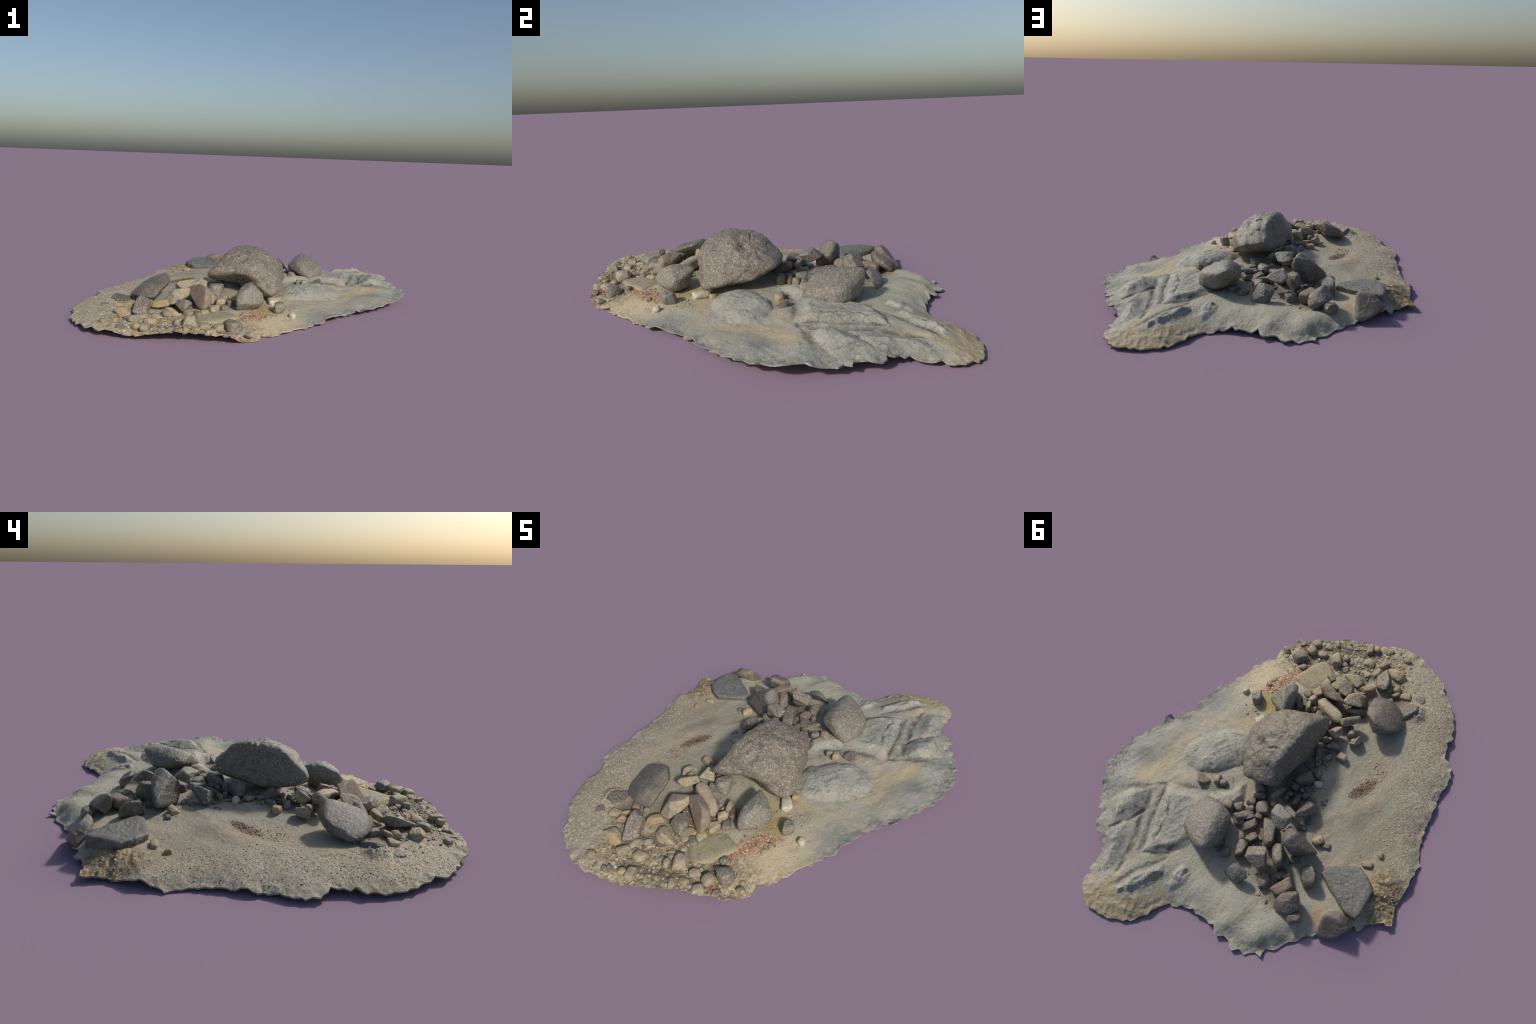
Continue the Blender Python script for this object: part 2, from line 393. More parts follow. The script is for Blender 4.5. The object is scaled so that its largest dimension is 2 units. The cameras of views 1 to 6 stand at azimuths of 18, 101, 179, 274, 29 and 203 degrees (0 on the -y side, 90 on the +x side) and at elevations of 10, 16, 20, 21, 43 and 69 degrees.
    # silty blue-grey apron along the far edge, tan between it and the bedrock
    apron = g.mix(g.ramp(g.noise(p, 12, 5, 0.7), 0.35, 0.65), srgb(158, 155, 143), srgb(143, 142, 134))
    apron = g.mix(g.ramp(g.noise(g.shift(p, (0, 0, 0), (1.0, 2.2, 1.0)), 26, 5, 0.7), 0.5, 0.7, 0, 0.6), apron, srgb(172, 162, 140))
    tan = g.math("MAXIMUM", g.stroke(q, (0.18, -0.28), (0.60, 0.12), 0.10), g.stroke(q, (0.60, 0.12), (0.74, 0.30), 0.07))
    col = g.mix(tan, sand, srgb(180, 165, 134))
    far = g.math("MAXIMUM", g.stroke(q, (0.42, -0.42), (0.74, -0.02), 0.13), g.stroke(q, (0.66, -0.02), (0.90, 0.32), 0.14))
    far = g.math("MAXIMUM", far, g.stroke(q, (0.30, -0.18), (0.62, -0.06), 0.05))
    col = g.mix(far, col, apron)
    col = g.mix(g.ramp(g.noise(q, 16, 4), 0.50, 0.66, 0, g_tan(g, q)), col, srgb(184, 167, 130))
    col = g.mix(m, col, rock)
    # bedrock cracks painted dark brown, with the shadow below bar and shelf lip
    seams = [g.stroke(q2, a, b, half, 0.1) for pts, half in zip(CRACKS, (0.010, 0.020, 0.012, 0.008, 0.008, 0.012, 0.011, 0.010)) for a, b in zip(pts[:-1], pts[1:])]
    seams += [g.stroke(q2, a, b, half, 0.1) for a, b, half in (((0.20, 0.15), (0.31, 0.22), 0.020), ((0.31, 0.22), (0.52, 0.245), 0.018), ((0.60, 0.30), (0.76, 0.36), 0.022),
                                                               ((0.33, 0.70), (0.44, 0.83), 0.014), ((0.30, 0.52), (0.44, 0.66), 0.018))]
    col = g.mix(g.math("MULTIPLY", g.union(seams), g.ramp(fine, 0.3, 0.62, 0.4, 0.9)), col, srgb(86, 78, 63))
    # rust-stained sand by the slab, weeds at its side
    rust = [g.stroke(q2, a, b, half, 0.1) for a, b, half in (((-0.39, 0.40), (-0.50, 0.52), 0.022), ((-0.44, 0.56), (-0.42, 0.66), 0.03), ((-0.42, 0.38), (-0.58, 0.34), 0.02),
                                                             ((-0.20, 0.53), (-0.24, 0.64), 0.03), ((-0.08, 0.36), (-0.07, 0.42), 0.015))]
    col = g.mix(g.math("MULTIPLY", g.union(rust), 0.8), col, srgb(190, 152, 106))
    weed = g.mix(g.ramp(g.noise(p, 40, 5, 0.7), 0.40, 0.62), srgb(118, 101, 76), srgb(178, 159, 124))
    col = g.mix(g.blob(q2, -0.72, 0.45, 0.12, 0.20, 12, 0.6), col, weed)
    # leaf litter, and dark brown patches among the stones
    dark_brown = g.mix(g.ramp(fine, 0.4, 0.6), srgb(82, 72, 59), srgb(122, 107, 86))
    dark_patches = [g.blob(q2, *spec, 0.3) for spec in ((-0.16, -0.50, 0.26, 0.15, 14), (-0.07, 0.42, 0.14, 0.20, 20), (-0.22, 0.58, 0.10, 0.09, 0), (-0.12, 0.05, 0.10, 0.16, 20), (-0.20, -0.20, 0.12, 0.10, 0),
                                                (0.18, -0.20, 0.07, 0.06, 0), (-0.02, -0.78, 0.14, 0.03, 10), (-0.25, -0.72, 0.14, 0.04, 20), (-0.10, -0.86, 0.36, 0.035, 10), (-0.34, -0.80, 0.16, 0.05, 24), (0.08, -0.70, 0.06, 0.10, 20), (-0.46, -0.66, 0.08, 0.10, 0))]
    col = g.mix(g.math("MULTIPLY", g.union(dark_patches), 0.75), col, dark_brown)
    red = g.mix(g.ramp(fine, 0.38, 0.62), srgb(112, 78, 64), srgb(184, 142, 114))
    litter = [g.stroke(q2, a, b, half, 0.3) for a, b, half in (((0.25, -0.46), (0.12, -0.60), 0.045), ((0.12, -0.60), (0.085, -0.72), 0.028), ((0.10, -0.80), (0.16, -0.83), 0.03))]
    col = g.mix(g.math("MULTIPLY", g.union(litter), g.ramp(fine, 0.35, 0.55, 0.4, 0.95)), col, red)
    dark = g.mix(g.ramp(g.noise(p, 170, 3, 0.7), 0.45, 0.65), srgb(72, 52, 46), srgb(136, 100, 72))
    col = g.mix(g.math("MULTIPLY", g.stroke(q2, (-0.40, -0.005), (-0.49, -0.125), 0.035, 0.2), g.ramp(fine, 0.34, 0.52, 0.15, 0.95)), col, dark)
    col = g.mix(g.math("MULTIPLY", g.stroke(q2, (-0.45, -0.08), (-0.53, -0.27), 0.05, 0.1), g.ramp(fine, 0.5, 0.6, 0.0, 0.7)), col, srgb(176, 144, 106))
    n = g.bump(g.noise(p, 55, 6, 0.75), 0.6, 0.010)
    n = g.bump(fine, 0.5, 0.005, n)
    n = g.bump(g.noise(p, 190, 5, 0.8), 0.6, 0.004, n)
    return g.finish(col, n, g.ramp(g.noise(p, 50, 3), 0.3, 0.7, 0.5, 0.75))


def g_tan(g, q):
    return g.math("MULTIPLY", g.stroke(q, (0.36, -0.30), (0.66, 0.06), 0.12), 0.8)


GROUND_MAT = ground_material()

# ------------------------------------------------------------------ the thing and its parts
ROOT = bpy.data.objects.new("rocky_shore_patch", None)
ROOT["label"] = "patch of sandy shore with grey bedrock and a pile of boulders"
ROOT["category"] = "rock pile"
bpy.context.scene.collection.objects.link(ROOT)


def add(name, mesh, mat, location=(0, 0, 0), rotation=(0, 0, 0), kind=None):
    ob = bpy.data.objects.new(name, mesh)
    if mat is not None and not mesh.materials:
        mesh.materials.append(mat)
    ob.parent, ob.location, ob.rotation_euler = ROOT, location, rotation
    if kind:
        ob["kind"] = kind
    bpy.context.scene.collection.objects.link(ob)
    return ob


def mesh_from(name, verts, faces, normals=None, shade=True):
    me = bpy.data.meshes.new(name)
    v, f = np.asarray(verts, np.float32), np.asarray(faces, np.int32)
    me.vertices.add(len(v))
    me.vertices.foreach_set("co", v.ravel())
    me.loops.add(f.size)
    me.loops.foreach_set("vertex_index", f.ravel())
    me.polygons.add(len(f))
    me.polygons.foreach_set("loop_start", np.arange(0, f.size, f.shape[1], dtype=np.int32))
    me.polygons.foreach_set("use_smooth", np.full(len(f), shade))
    me.update(calc_edges=True)
    if normals is not None:
        me.normals_split_custom_set_from_vertices([tuple(n) for n in normals])
    return me


def build_ground():
    rng = np.random.default_rng(4)
    rim = []
    q = np.array(RIM)[:, :2]
    for a, b in zip(q, np.roll(q, -1, 0)):
        d = b - a
        n = max(1, int(np.hypot(*d) / 0.019))
        out = np.array([d[1], -d[0]]) / np.hypot(*d)
        for k in range(n):
            t = (k + (0.0 if k == 0 else rng.uniform(-0.3, 0.3))) / n
            wild = 1.9 if a[0] > 0.25 and a[1] < 0.7 else 1.0
            jag = wild * rng.uniform(-0.006, 0.009) + (rng.uniform(0.004, 0.014) if rng.uniform() < 0.2 else 0)
            rim.append(a + d * t + (0 if k == 0 else jag) * out)
    rim = np.array(rim)
    step = 0.0052
    gx, gy = np.meshgrid(np.arange(-0.95, 0.95, step), np.arange(-1.05, 1.05, step * 0.87))
    gx = gx + (np.arange(gx.shape[0]) % 2 * step / 2)[:, None]
    x, y = gx.ravel() + rng.uniform(-0.22, 0.22, gx.size) * step, gy.ravel() + rng.uniform(-0.22, 0.22, gx.size) * step
    keep = inside(x, y, rim)
    x, y = x[keep], y[keep]
    keep = line_distance(x, y, rim, True) > step * 0.45
    x, y = x[keep], y[keep]
    n = len(rim)
    pts = [Vector(p) for p in rim] + [Vector(p) for p in zip(x, y)]
    v2, _, tris, *_ = geometry.delaunay_2d_cdt(pts, [], [list(range(n))], 1, 1e-7)
    v2 = np.array([tuple(v) for v in v2])
    tris = np.array([t for t in tris if len(t) == 3])
    a, b, c = (v2[tris[:, k]] for k in range(3))
    area = (b[:, 0] - a[:, 0]) * (c[:, 1] - a[:, 1]) - (b[:, 1] - a[:, 1]) * (c[:, 0] - a[:, 0])
    tris[area < 0] = tris[area < 0][:, ::-1]
    z, rock = relief(v2[:, 0], v2[:, 1])
    z = np.maximum(z, 0.004)
    top = np.c_[v2, z]
    fn = np.cross(top[tris[:, 1]] - top[tris[:, 0]], top[tris[:, 2]] - top[tris[:, 0]])
    vn = np.zeros_like(top)
    for k in range(3):
        np.add.at(vn, tris[:, k], fn)
    vn /= np.linalg.norm(vn, axis=1)[:, None] + 1e-12
    # split the skin into bedrock and sand by region, sharing border vertices and normals
    is_rock = rock[tris].mean(1) > 0.35
    for name, part in (("bedrock", tris[is_rock]), ("sandy_ground", tris[~is_rock])):
        used, inv = np.unique(part, return_inverse=True)
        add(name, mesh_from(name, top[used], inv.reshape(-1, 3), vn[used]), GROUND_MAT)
    # rim wall and underside
    thick = np.maximum(top[:, 2] - 0.007, 0.0)
    under = np.c_[v2, thick]
    edges = {}
    for t in tris:
        for k in range(3):
            e = (t[k], t[(k + 1) % 3])
            if (e[1], e[0]) in edges:
                del edges[(e[1], e[0])]
            else:
                edges[e] = True
    nv = len(top)
    verts = np.vstack([under, top])
    faces = [list(t[::-1]) for t in tris]
    for i, j in edges:
        faces += [[i, j, nv + j], [i, nv + j, nv + i]][::-1]
    faces = np.array(faces)[:, ::-1]
    faces[:len(tris)] = faces[:len(tris)][:, ::-1]
    used, inv = np.unique(faces, return_inverse=True)
    add("ground_underside", mesh_from("ground_underside", verts[used], inv.reshape(-1, 3), shade=False), GROUND_MAT)


build_ground()

# ------------------------------------------------------------------ stones
SPHERE = {}


def sphere(detail):
    if detail not in SPHERE:
        bm = bmesh.new()
        bmesh.ops.create_icosphere(bm, subdivisions=detail, radius=1.0)
        v = np.array([tuple(p.co) for p in bm.verts])
        f = np.array([[p.index for p in t.verts] for t in bm.faces])
        bm.free()
        SPHERE[detail] = (v / np.linalg.norm(v, axis=1)[:, None], f)
    return SPHERE[detail]


def cut_body(d, normals, heights, edge):
    """Distance from the centre to a body bounded by flat facets with rounded edges."""
    c = np.maximum(d @ normals.T, 0) / heights
    return ((c ** edge).sum(1)) ** (-1 / edge)


def weather(v, d, size, seed):
    """Lumps, chips and grain that weathering leaves on a stone."""
    k = 0.10 / size
    v = v + d * (size * 0.050 * fbm(v, 11 * k, 4, seed) + size * 0.026 * ridged(v, 22 * k, 3, seed + 5))[:, None]
    return v + d * (0.0016 * fbm(v, 110, 3, seed + 9))[:, None]


count = [0]


def faceted(name, mat, centre, facets, edge=16, detail=4):
    """A stone described by its facets: (azimuth, elevation, distance in mm)."""
    count[0] += 1
    f = np.array(facets, float)
    az, el = np.radians(f[:, 0]), np.radians(f[:, 1])
    n = np.c_[np.cos(el) * np.cos(az), np.cos(el) * np.sin(az), np.sin(el)]
    d, faces = sphere(detail)
    r = cut_body(d, n, f[:, 2] / 1000, edge)
    v = d * r[:, None]
    if name == "boulder":
        v = carve_boulder(v, d, np.array(centre))
        v = v + d * (0.012 * fbm(v, 12, 5, 3) + 0.0060 * ridged(v, 26, 4, 5) + 0.0020 * fbm(v, 100, 3, 7))[:, None]
    else:
        # the buried foot of the stone stays broad
        low = smooth(-v[:, 2] / -v[:, 2].min())
        v[:, :2] *= (1 + 0.16 * low)[:, None]
        v[:, 2] *= 1 + 0.10 * low
        v = weather(v, d, r.mean(), count[0])
        v[:, 2] = np.maximum(v[:, 2], 0.004 - centre[2])
    return add(name, mesh_from(name, v, faces), STONE[mat], centre)


def plate(name, mat, centre, corners, half, tip=(0, 0), detail=6):
    """A flat slab with a broken outline: corners (x, y) round the centre, half its thickness, slope of its top."""
    count[0] += 1
    d, faces = sphere(detail)
    c = np.array(corners) - np.array(centre)[:2]
    ang = np.arctan2(c[:, 1], c[:, 0])
    order = np.argsort(ang)
    c = c[order]
    flat = np.hypot(d[:, 0], d[:, 1]) + 1e-6
    u = d[:, :2] / flat[:, None]
    reach = np.full(len(d), 9.0)
    for p, q in zip(c, np.roll(c, -1, 0)):
        det = u[:, 0] * (q - p)[1] - u[:, 1] * (q - p)[0]
        t = (p[0] * (q - p)[1] - p[1] * (q - p)[0]) / np.where(np.abs(det) < 1e-9, 1e-9, det)
        k = (p[0] * u[:, 1] - p[1] * u[:, 0]) / np.where(np.abs(det) < 1e-9, 1e-9, det)
        hit = (t > 0) & (k >= -1e-6) & (k <= 1 + 1e-6)
        reach[hit] = np.minimum(reach[hit], t[hit])
    r = ((flat / reach) ** 9 + (np.abs(d[:, 2]) / half) ** 9) ** (-1 / 9)
    v = d * r[:, None]
    v[:, 2] += v[:, 0] * tip[0] + v[:, 1] * tip[1]
    up = np.array([[0, 0, 1.0]])
    v = v + up * (0.005 * fbm(v, 14, 4, 61) + 0.004 * np.floor(2.5 * fbm(v, 9, 2, 62)) / 2.5)[:, None]
    v = v + d * (0.004 * ridged(v, 40, 3, 63) + 0.0016 * fbm(v, 110, 2, 64))[:, None]
    return add(name, mesh_from(name, v, faces), STONE[mat], centre)


def carve_boulder(v, d, c):
    w = v + c
    def dent(p, radius, depth):
        return depth * np.exp(-(((w - p) / radius) ** 2).sum(1))
    hollow = (((w - (-0.012, -0.295, 0.140)) / (0.110, 0.090, 0.054)) ** 2).sum(1)
    cut = 0.062 * np.exp(-hollow ** 2)      # hollow under the front lip
    cut += dent((0.03, -0.27, 0.10), (0.05, 0.06, 0.04), 0.014)
    cut += dent((-0.085, -0.225, 0.075), (0.10, 0.10, 0.055), 0.060)
    cut += dent((0.190, -0.080, 0.215), (0.11, 0.09, 0.08), 0.014)
    cut += dent((0.020, -0.055, 0.345), (0.026, 0.05, 0.05), 0.014)       # saddle between the two crowns
    cut += dent((0.11, -0.05, 0.30), (0.05, 0.03, 0.05), 0.014)
    cut += dent((0.071, -0.076, 0.335), (0.034, 0.026, 0.04), 0.016)
    cut += dent((0.105, -0.030, 0.285), (0.06, 0.030, 0.035), 0.015)      # valley running down the sunny side
    cut += dent((0.16, -0.16, 0.24), (0.04, 0.03, 0.08), 0.008)
    cut += dent((0.02, -0.24, 0.285), (0.03, 0.04, 0.03), 0.008)
    cut += dent((-0.052, -0.160, 0.295), (0.014, 0.014, 0.02), 0.008)
    cut += dent((-0.008, -0.218, 0.272), (0.020, 0.010, 0.02), 0.006)
    # ledge: a slab has broken off behind a curved step
    side = (w[:, 1] - (-0.035 + 0.5 * (w[:, 0] - 0.02) ** 2 * 8)) + 0.02 * vnoise(w, 20, 2)
    cut += 0.008 * smooth(side / 0.012 + 0.5) * smooth((w[:, 2] - 0.21) / 0.05)
    # one vertical crack down the shaded side
    crack = np.abs(w[:, 1] + 0.095 + 0.006 * vnoise(w, 40, 4))
    cut += 0.007 * np.exp(-(crack / 0.006) ** 2) * smooth((-0.02 - w[:, 0]) / 0.04) * smooth((w[:, 2] - 0.20) / 0.08)
    return v - d * cut[:, None]


def lump(name, mat, centre, size, yaw=0, tilt=0):
    """A smaller stone: a tumbled block of the given length, width and height."""
    count[0] += 1
    rng = np.random.default_rng(1000 + count[0])
    flat = mat == "flat_stone"
    m = 13
    n = rng.normal(size=(m, 3))
    n = np.vstack([n, [[0, 0, 1], [0, 0, -1], [1, 0.2, 0.1], [-1, 0.1, 0.2], [0.1, 1, 0.2], [0.2, -1, 0.1]]])
    n /= np.linalg.norm(n, axis=1)[:, None]
    h = np.r_[rng.uniform(0.80, 1.05, m), rng.uniform(0.72, 0.95, 6)]
    d, faces = sphere(4 if max(size) > 0.07 else 3)
    v = d * cut_body(d, n, h, rng.uniform(9, 17))[:, None]
    lo, hi = v.min(0), v.max(0)
    v = ((v - (lo + hi) / 2) / (hi - lo)) * np.array(size)
    mean = float(np.cbrt(np.prod(size))) / 2
    u = v / (np.linalg.norm(v, axis=1)[:, None] + 1e-9)
    v = weather(v, u, mean * (1.6 if flat else 1.25), count[0])
    drop = math.sin(math.radians(abs(tilt))) * size[0] / 2 + size[2] / 2
    centre = (centre[0], centre[1], max(centre[2], drop + 0.012))
    return add(name, mesh_from(name, v, faces), STONE[mat], centre, (0, -math.radians(tilt), math.radians(yaw)))


faceted("boulder", "brown_granite", (0.024, -0.104, 0.203), [(99, -71, 109), (-48, 70, 124), (180, 33, 157), (29, 51, 138), (-42, 25, 159), (-90, -41, 184), (144, -59, 117), (14, 7, 177), (78, 45, 168), (34, -71, 134), (167, -11, 162), (-90, 52, 158), (165, 42, 155), (-14, 45, 132), (-150, -64, 152), (-75, 13, 185), (151, -16, 164), (-52, 62, 125), (161, 75, 149), (-13, 18, 165), (70, -59, 142), (93, -23, 212), (29, 71, 137), (108, 27, 206), (159, 14, 117), (0, 90, 129)], edge=22, detail=6)
faceted("stone", "grey_granite", (0.233, 0.401, 0.140), [(-12, 70, 58), (160, -66, 62), (-179, 48, 95), (-28, -66, 86), (48, 3, 112), (-139, -66, 67), (-38, 62, 61), (56, -61, 86), (124, -41, 93), (-2, 16, 111), (-138, 59, 89), (-176, 21, 114), (-100, 12, 129), (29, 58, 79), (-21, 19, 109), (61, -1, 118), (173, 32, 108), (-177, 73, 85), (12, -5, 119), (-143, -62, 70), (110, -13, 126), (-116, 7, 130), (-65, 36, 107), (179, -12, 118), (-12, -31, 117)], edge=10, detail=6)
faceted("stone", "dark_granite", (-0.430, -0.481, 0.133), [(-142, 68, 31), (27, -61, 42), (-100, -71, 67), (-49, 67, 54), (-159, 58, 34), (107, -26, 93), (138, -61, 76), (5, -31, 73), (117, 47, 88), (57, -71, 48), (179, 21, 80), (-87, 24, 100), (-124, 26, 84), (-158, 31, 68), (-68, 48, 76), (96, 42, 107), (175, 68, 47), (134, -19, 101), (40, 8, 100)], edge=12, detail=6)
faceted("stone", "grey_granite", (0.124, -0.416, 0.113), [(-34, 25, 45), (37, -71, 59), (-177, -8, 65), (31, 45, 60), (173, 31, 73), (65, -20, 70), (-41, -53, 56), (-108, 66, 69), (137, -25, 76), (35, -6, 71), (-136, 14, 99), (177, 73, 76), (-25, 23, 47), (-53, -37, 67), (-18, -33, 63), (-152, -28, 91), (-175, 24, 74), (-74, 30, 79)], edge=12, detail=5)
plate("slab", "slate_grey", (-0.530, 0.455, 0.064), [(-0.389, 0.425), (-0.402, 0.384), (-0.500, 0.345), (-0.556, 0.330), (-0.606, 0.362), (-0.648, 0.420), (-0.630, 0.530), (-0.606, 0.578), (-0.552, 0.562), (-0.508, 0.530), (-0.445, 0.478)], 0.036, (-0.02, 0.04))
faceted("stone", "taupe", (-0.537, 0.636, 0.069), [(89, 41, 24), (-94, -42, 36), (136, -49, 47), (-167, 44, 49), (-1, -1, 76), (137, -2, 42), (-103, 67, 66), (-74, -12, 60), (45, -59, 85), (-98, 8, 64), (-41, 4, 78)], edge=12, detail=5)
faceted("stone", "grey_granite", (-0.111, 0.250, 0.182), [(-91, 71, 30), (63, -68, 30), (-89, -49, 34), (80, 47, 35), (-1, -31, 38), (173, -13, 47), (-120, 11, 43), (53, 31, 37), (136, -61, 34), (132, 53, 43), (-40, 61, 39)], edge=12, detail=5)
faceted("stone", "dark_granite", (-0.227, 0.332, 0.155), [(-120, 10, 38), (-14, -42, 58), (105, 2, 60), (-161, 48, 49), (73, -10, 60), (-56, 42, 70), (-145, -64, 78), (-11, 23, 77), (122, 55, 70), (-110, 12, 40), (50, -6, 66), (117, -12, 68), (22, -47, 63)], edge=11, detail=5)
faceted("stone", "brown_granite", (-0.066, 0.468, 0.152), [(82, 48, 24), (75, -67, 31), (-40, 56, 27), (-83, -19, 44), (-150, -6, 49), (41, -58, 32), (157, -42, 46), (-171, 22, 55), (-16, 35, 40), (-126, -63, 48)], edge=12, detail=5)
faceted("stone", "slate_grey", (-0.000, 0.573, 0.106), [(-92, -40, 15), (56, 39, 26), (128, 64, 34), (-132, -31, 25), (73, -4, 37), (136, -11, 44), (44, 29, 28), (-104, 38, 47), (-9, 24, 44), (91, 38, 29), (-89, -37, 15), (56, 64, 32)], edge=12, detail=5)
faceted("stone", "dark_granite", (-0.284, 0.611, 0.101), [(126, 56, 33), (-35, -52, 36), (142, -49, 39), (28, 67, 36), (-77, -16, 41), (-154, 2, 54), (85, 52, 35), (-57, 28, 48), (-96, -50, 43), (48, 30, 50), (82, -5, 58), (-22, 6, 52)], edge=12, detail=5)
faceted("stone", "dark_granite", (-0.333, 0.464, 0.095), [(48, 63, 32), (-155, -65, 33), (6, 1, 35), (-175, 0, 36), (-141, 6, 37), (39, -4, 36), (-57, 10, 50), (126, -8, 51), (86, 41, 40), (-3, 65, 39), (-78, -9, 55)], edge=12, detail=5)
faceted("stone", "dark_granite", (-0.218, 0.155, 0.122), [(-8, -38, 23), (116, -32, 28), (152, 48, 33), (-40, 57, 34), (-41, -50, 26), (-107, 16, 44), (-177, 32, 38), (131, -15, 30), (95, 50, 43), (-131, -59, 43), (-25, 12, 34)], edge=12, detail=5)
faceted("stone", "pink_granite", (-0.117, -0.535, 0.117), [(-123, 23, 18), (78, -27, 37), (-146, -31, 39), (43, 54, 58), (-8, 12, 68), (1, -52, 64), (46, -17, 46), (91, -29, 40), (-47, 27, 65), (-96, -72, 61), (173, 65, 66), (49, 11, 52)], edge=12, detail=5)
faceted("stone", "pale_stone", (-0.251, -0.541, 0.104), [(96, -29, 36), (-57, 27, 37), (-165, 38, 40), (4, -53, 36), (142, 74, 40), (-65, -74, 40), (-103, 29, 40), (-18, 14, 48), (-168, 5, 54), (-17, -39, 39), (149, -17, 55)], edge=12, detail=5)
faceted("stone", "grey_granite", (-0.180, -0.604, 0.079), [(-138, -44, 27), (98, 74, 31), (-10, -35, 37), (74, -27, 40), (-112, 27, 41), (144, -21, 39), (-35, -71, 31), (-173, 29, 40), (42, 48, 39), (18, -20, 39), (-5, 9, 48)], edge=12, detail=5)
faceted("stone", "brown_granite", (-0.360, -0.713, 0.088), [(-43, 62, 22), (-168, -62, 23), (13, -6, 35), (-155, 18, 38), (145, -62, 28), (176, -3, 39), (72, -29, 46), (-7, 65, 28), (-27, 17, 40), (51, 55, 46), (-171, 32, 44), (121, -27, 49)], edge=12, detail=5)
faceted("stone", "ochre_stone", (-0.420, -0.793, 0.064), [(-37, -72, 23), (108, 74, 25), (-99, 33, 28), (86, -20, 32), (-136, -34, 30), (23, 59, 26), (109, -48, 30), (26, -15, 38), (-67, 52, 29), (61, 28, 31), (147, 44, 38)], edge=12, detail=5)
faceted("stone", "grey_granite", (-0.126, -0.312, 0.096), [(0, 0, 42), (180, 0, 38), (90, 0, 40), (-90, 0, 38), (0, 90, 40), (0, -90, 40), (-45, 31, 40), (-135, 31, 40), (144, 30, 40)], edge=12, detail=5)
faceted("stone", "pale_stone", (-0.269, -0.388, 0.140), [(128, 47, 15), (-12, -68, 23), (-60, 25, 22), (126, -23, 19), (-72, -76, 25), (143, 75, 20), (144, -18, 24), (30, 23, 50), (-104, -31, 43), (-169, 47, 37), (76, -25, 42)], edge=12, detail=5)
faceted("stone", "pale_stone", (-0.213, -0.301, 0.127), [(179, 34, 24), (74, -23, 25), (-63, 48, 24), (-144, -60, 29), (-37, 19, 27), (-82, -42, 30), (134, -58, 27), (43, -15, 28), (94, 42, 33), (148, -17, 29)], edge=12, detail=5)
faceted("stone", "pale_stone", (-0.326, -0.306, 0.102), [(-36, 17, 9), (151, -62, 21), (174, 39, 27), (95, -14, 27), (13, 65, 23), (-63, -46, 23), (153, -13, 24), (-145, 14, 33), (-8, -38, 26), (144, 47, 27)], edge=12, detail=5)
faceted("stone", "pale_stone", (-0.209, -0.683, 0.054), [(60, -25, 22), (73, 69, 28), (-119, -61, 31), (-82, 32, 34), (44, 46, 25), (143, -22, 40), (-120, 27, 38), (-65, -73, 30), (-168, 43, 44), (-63, -39, 39), (-146, -22, 42)], edge=12, detail=5)
faceted("stone", "dark_granite", (-0.566, -0.591, 0.065), [(-9, 62, 26), (178, -61, 27), (119, 45, 27), (-44, -46, 30), (126, -23, 29), (-177, 39, 37), (120, -49, 29), (159, -7, 33), (-87, 25, 47), (2, -4, 45), (-101, -25, 45)], edge=12, detail=5)
faceted("stone", "brown_granite", (0.354, 0.182, 0.081), [(-120, 60, 18), (-102, -44, 19), (128, -21, 23), (66, -8, 26), (-49, -46, 22), (104, 12, 25), (26, 11, 31), (161, 35, 28), (-31, -63, 24)], edge=12, detail=5)

lump("stone", "ochre_stone", (-0.297, -0.639, 0.085), size=(0.094, 0.042, 0.035), yaw=32, tilt=8)
lump("stone", "ochre_stone", (-0.449, -0.696, 0.072), size=(0.048, 0.040, 0.035), yaw=20, tilt=0)
lump("stone", "ochre_stone", (-0.504, -0.678, 0.055), size=(0.084, 0.049, 0.040), yaw=9, tilt=-6)
lump("stone", "ochre_stone", (-0.453, -0.663, 0.075), size=(0.062, 0.024, 0.022), yaw=42, tilt=0)
lump("stone", "brown_granite", (-0.280, -0.478, 0.088), size=(0.103, 0.047, 0.045), yaw=20, tilt=0)
lump("stone", "pale_stone", (-0.295, -0.338, 0.108), size=(0.045, 0.043, 0.035), yaw=81, tilt=12)
lump("stone", "pale_stone", (-0.287, -0.192, 0.094), size=(0.060, 0.046, 0.040), yaw=162, tilt=0)
lump("stone", "grey_granite", (-0.234, -0.238, 0.094), size=(0.064, 0.039, 0.040), yaw=178, tilt=0)
lump("stone", "dark_granite", (-0.163, -0.162, 0.112), size=(0.077, 0.040, 0.075), yaw=109, tilt=35)
lump("stone", "grey_granite", (-0.221, -0.159, 0.094), size=(0.074, 0.030, 0.030), yaw=57, tilt=0)
lump("stone", "slate_grey", (-0.143, -0.081, 0.094), size=(0.068, 0.027, 0.025), yaw=148, tilt=0)
lump("stone", "slate_grey", (-0.179, -0.251, 0.100), size=(0.038, 0.034, 0.035), yaw=20, tilt=0)
lump("stone", "grey_granite", (-0.143, -0.110, 0.090), size=(0.026, 0.023, 0.022), yaw=20, tilt=0)
lump("stone", "pale_stone", (-0.019, -0.422, 0.090), size=(0.072, 0.031, 0.045), yaw=96, tilt=15)
lump("stone", "pale_stone", (-0.027, -0.475, 0.085), size=(0.057, 0.035, 0.035), yaw=53, tilt=0)
lump("stone", "grey_granite", (-0.162, -0.350, 0.100), size=(0.031, 0.035, 0.045), yaw=20, tilt=0)
lump("stone", "slate_grey", (-0.269, -0.367, 0.100), size=(0.063, 0.024, 0.030), yaw=26, tilt=0)
lump("stone", "dark_granite", (0.027, -0.419, 0.065), size=(0.055, 0.062, 0.040), yaw=20, tilt=0)
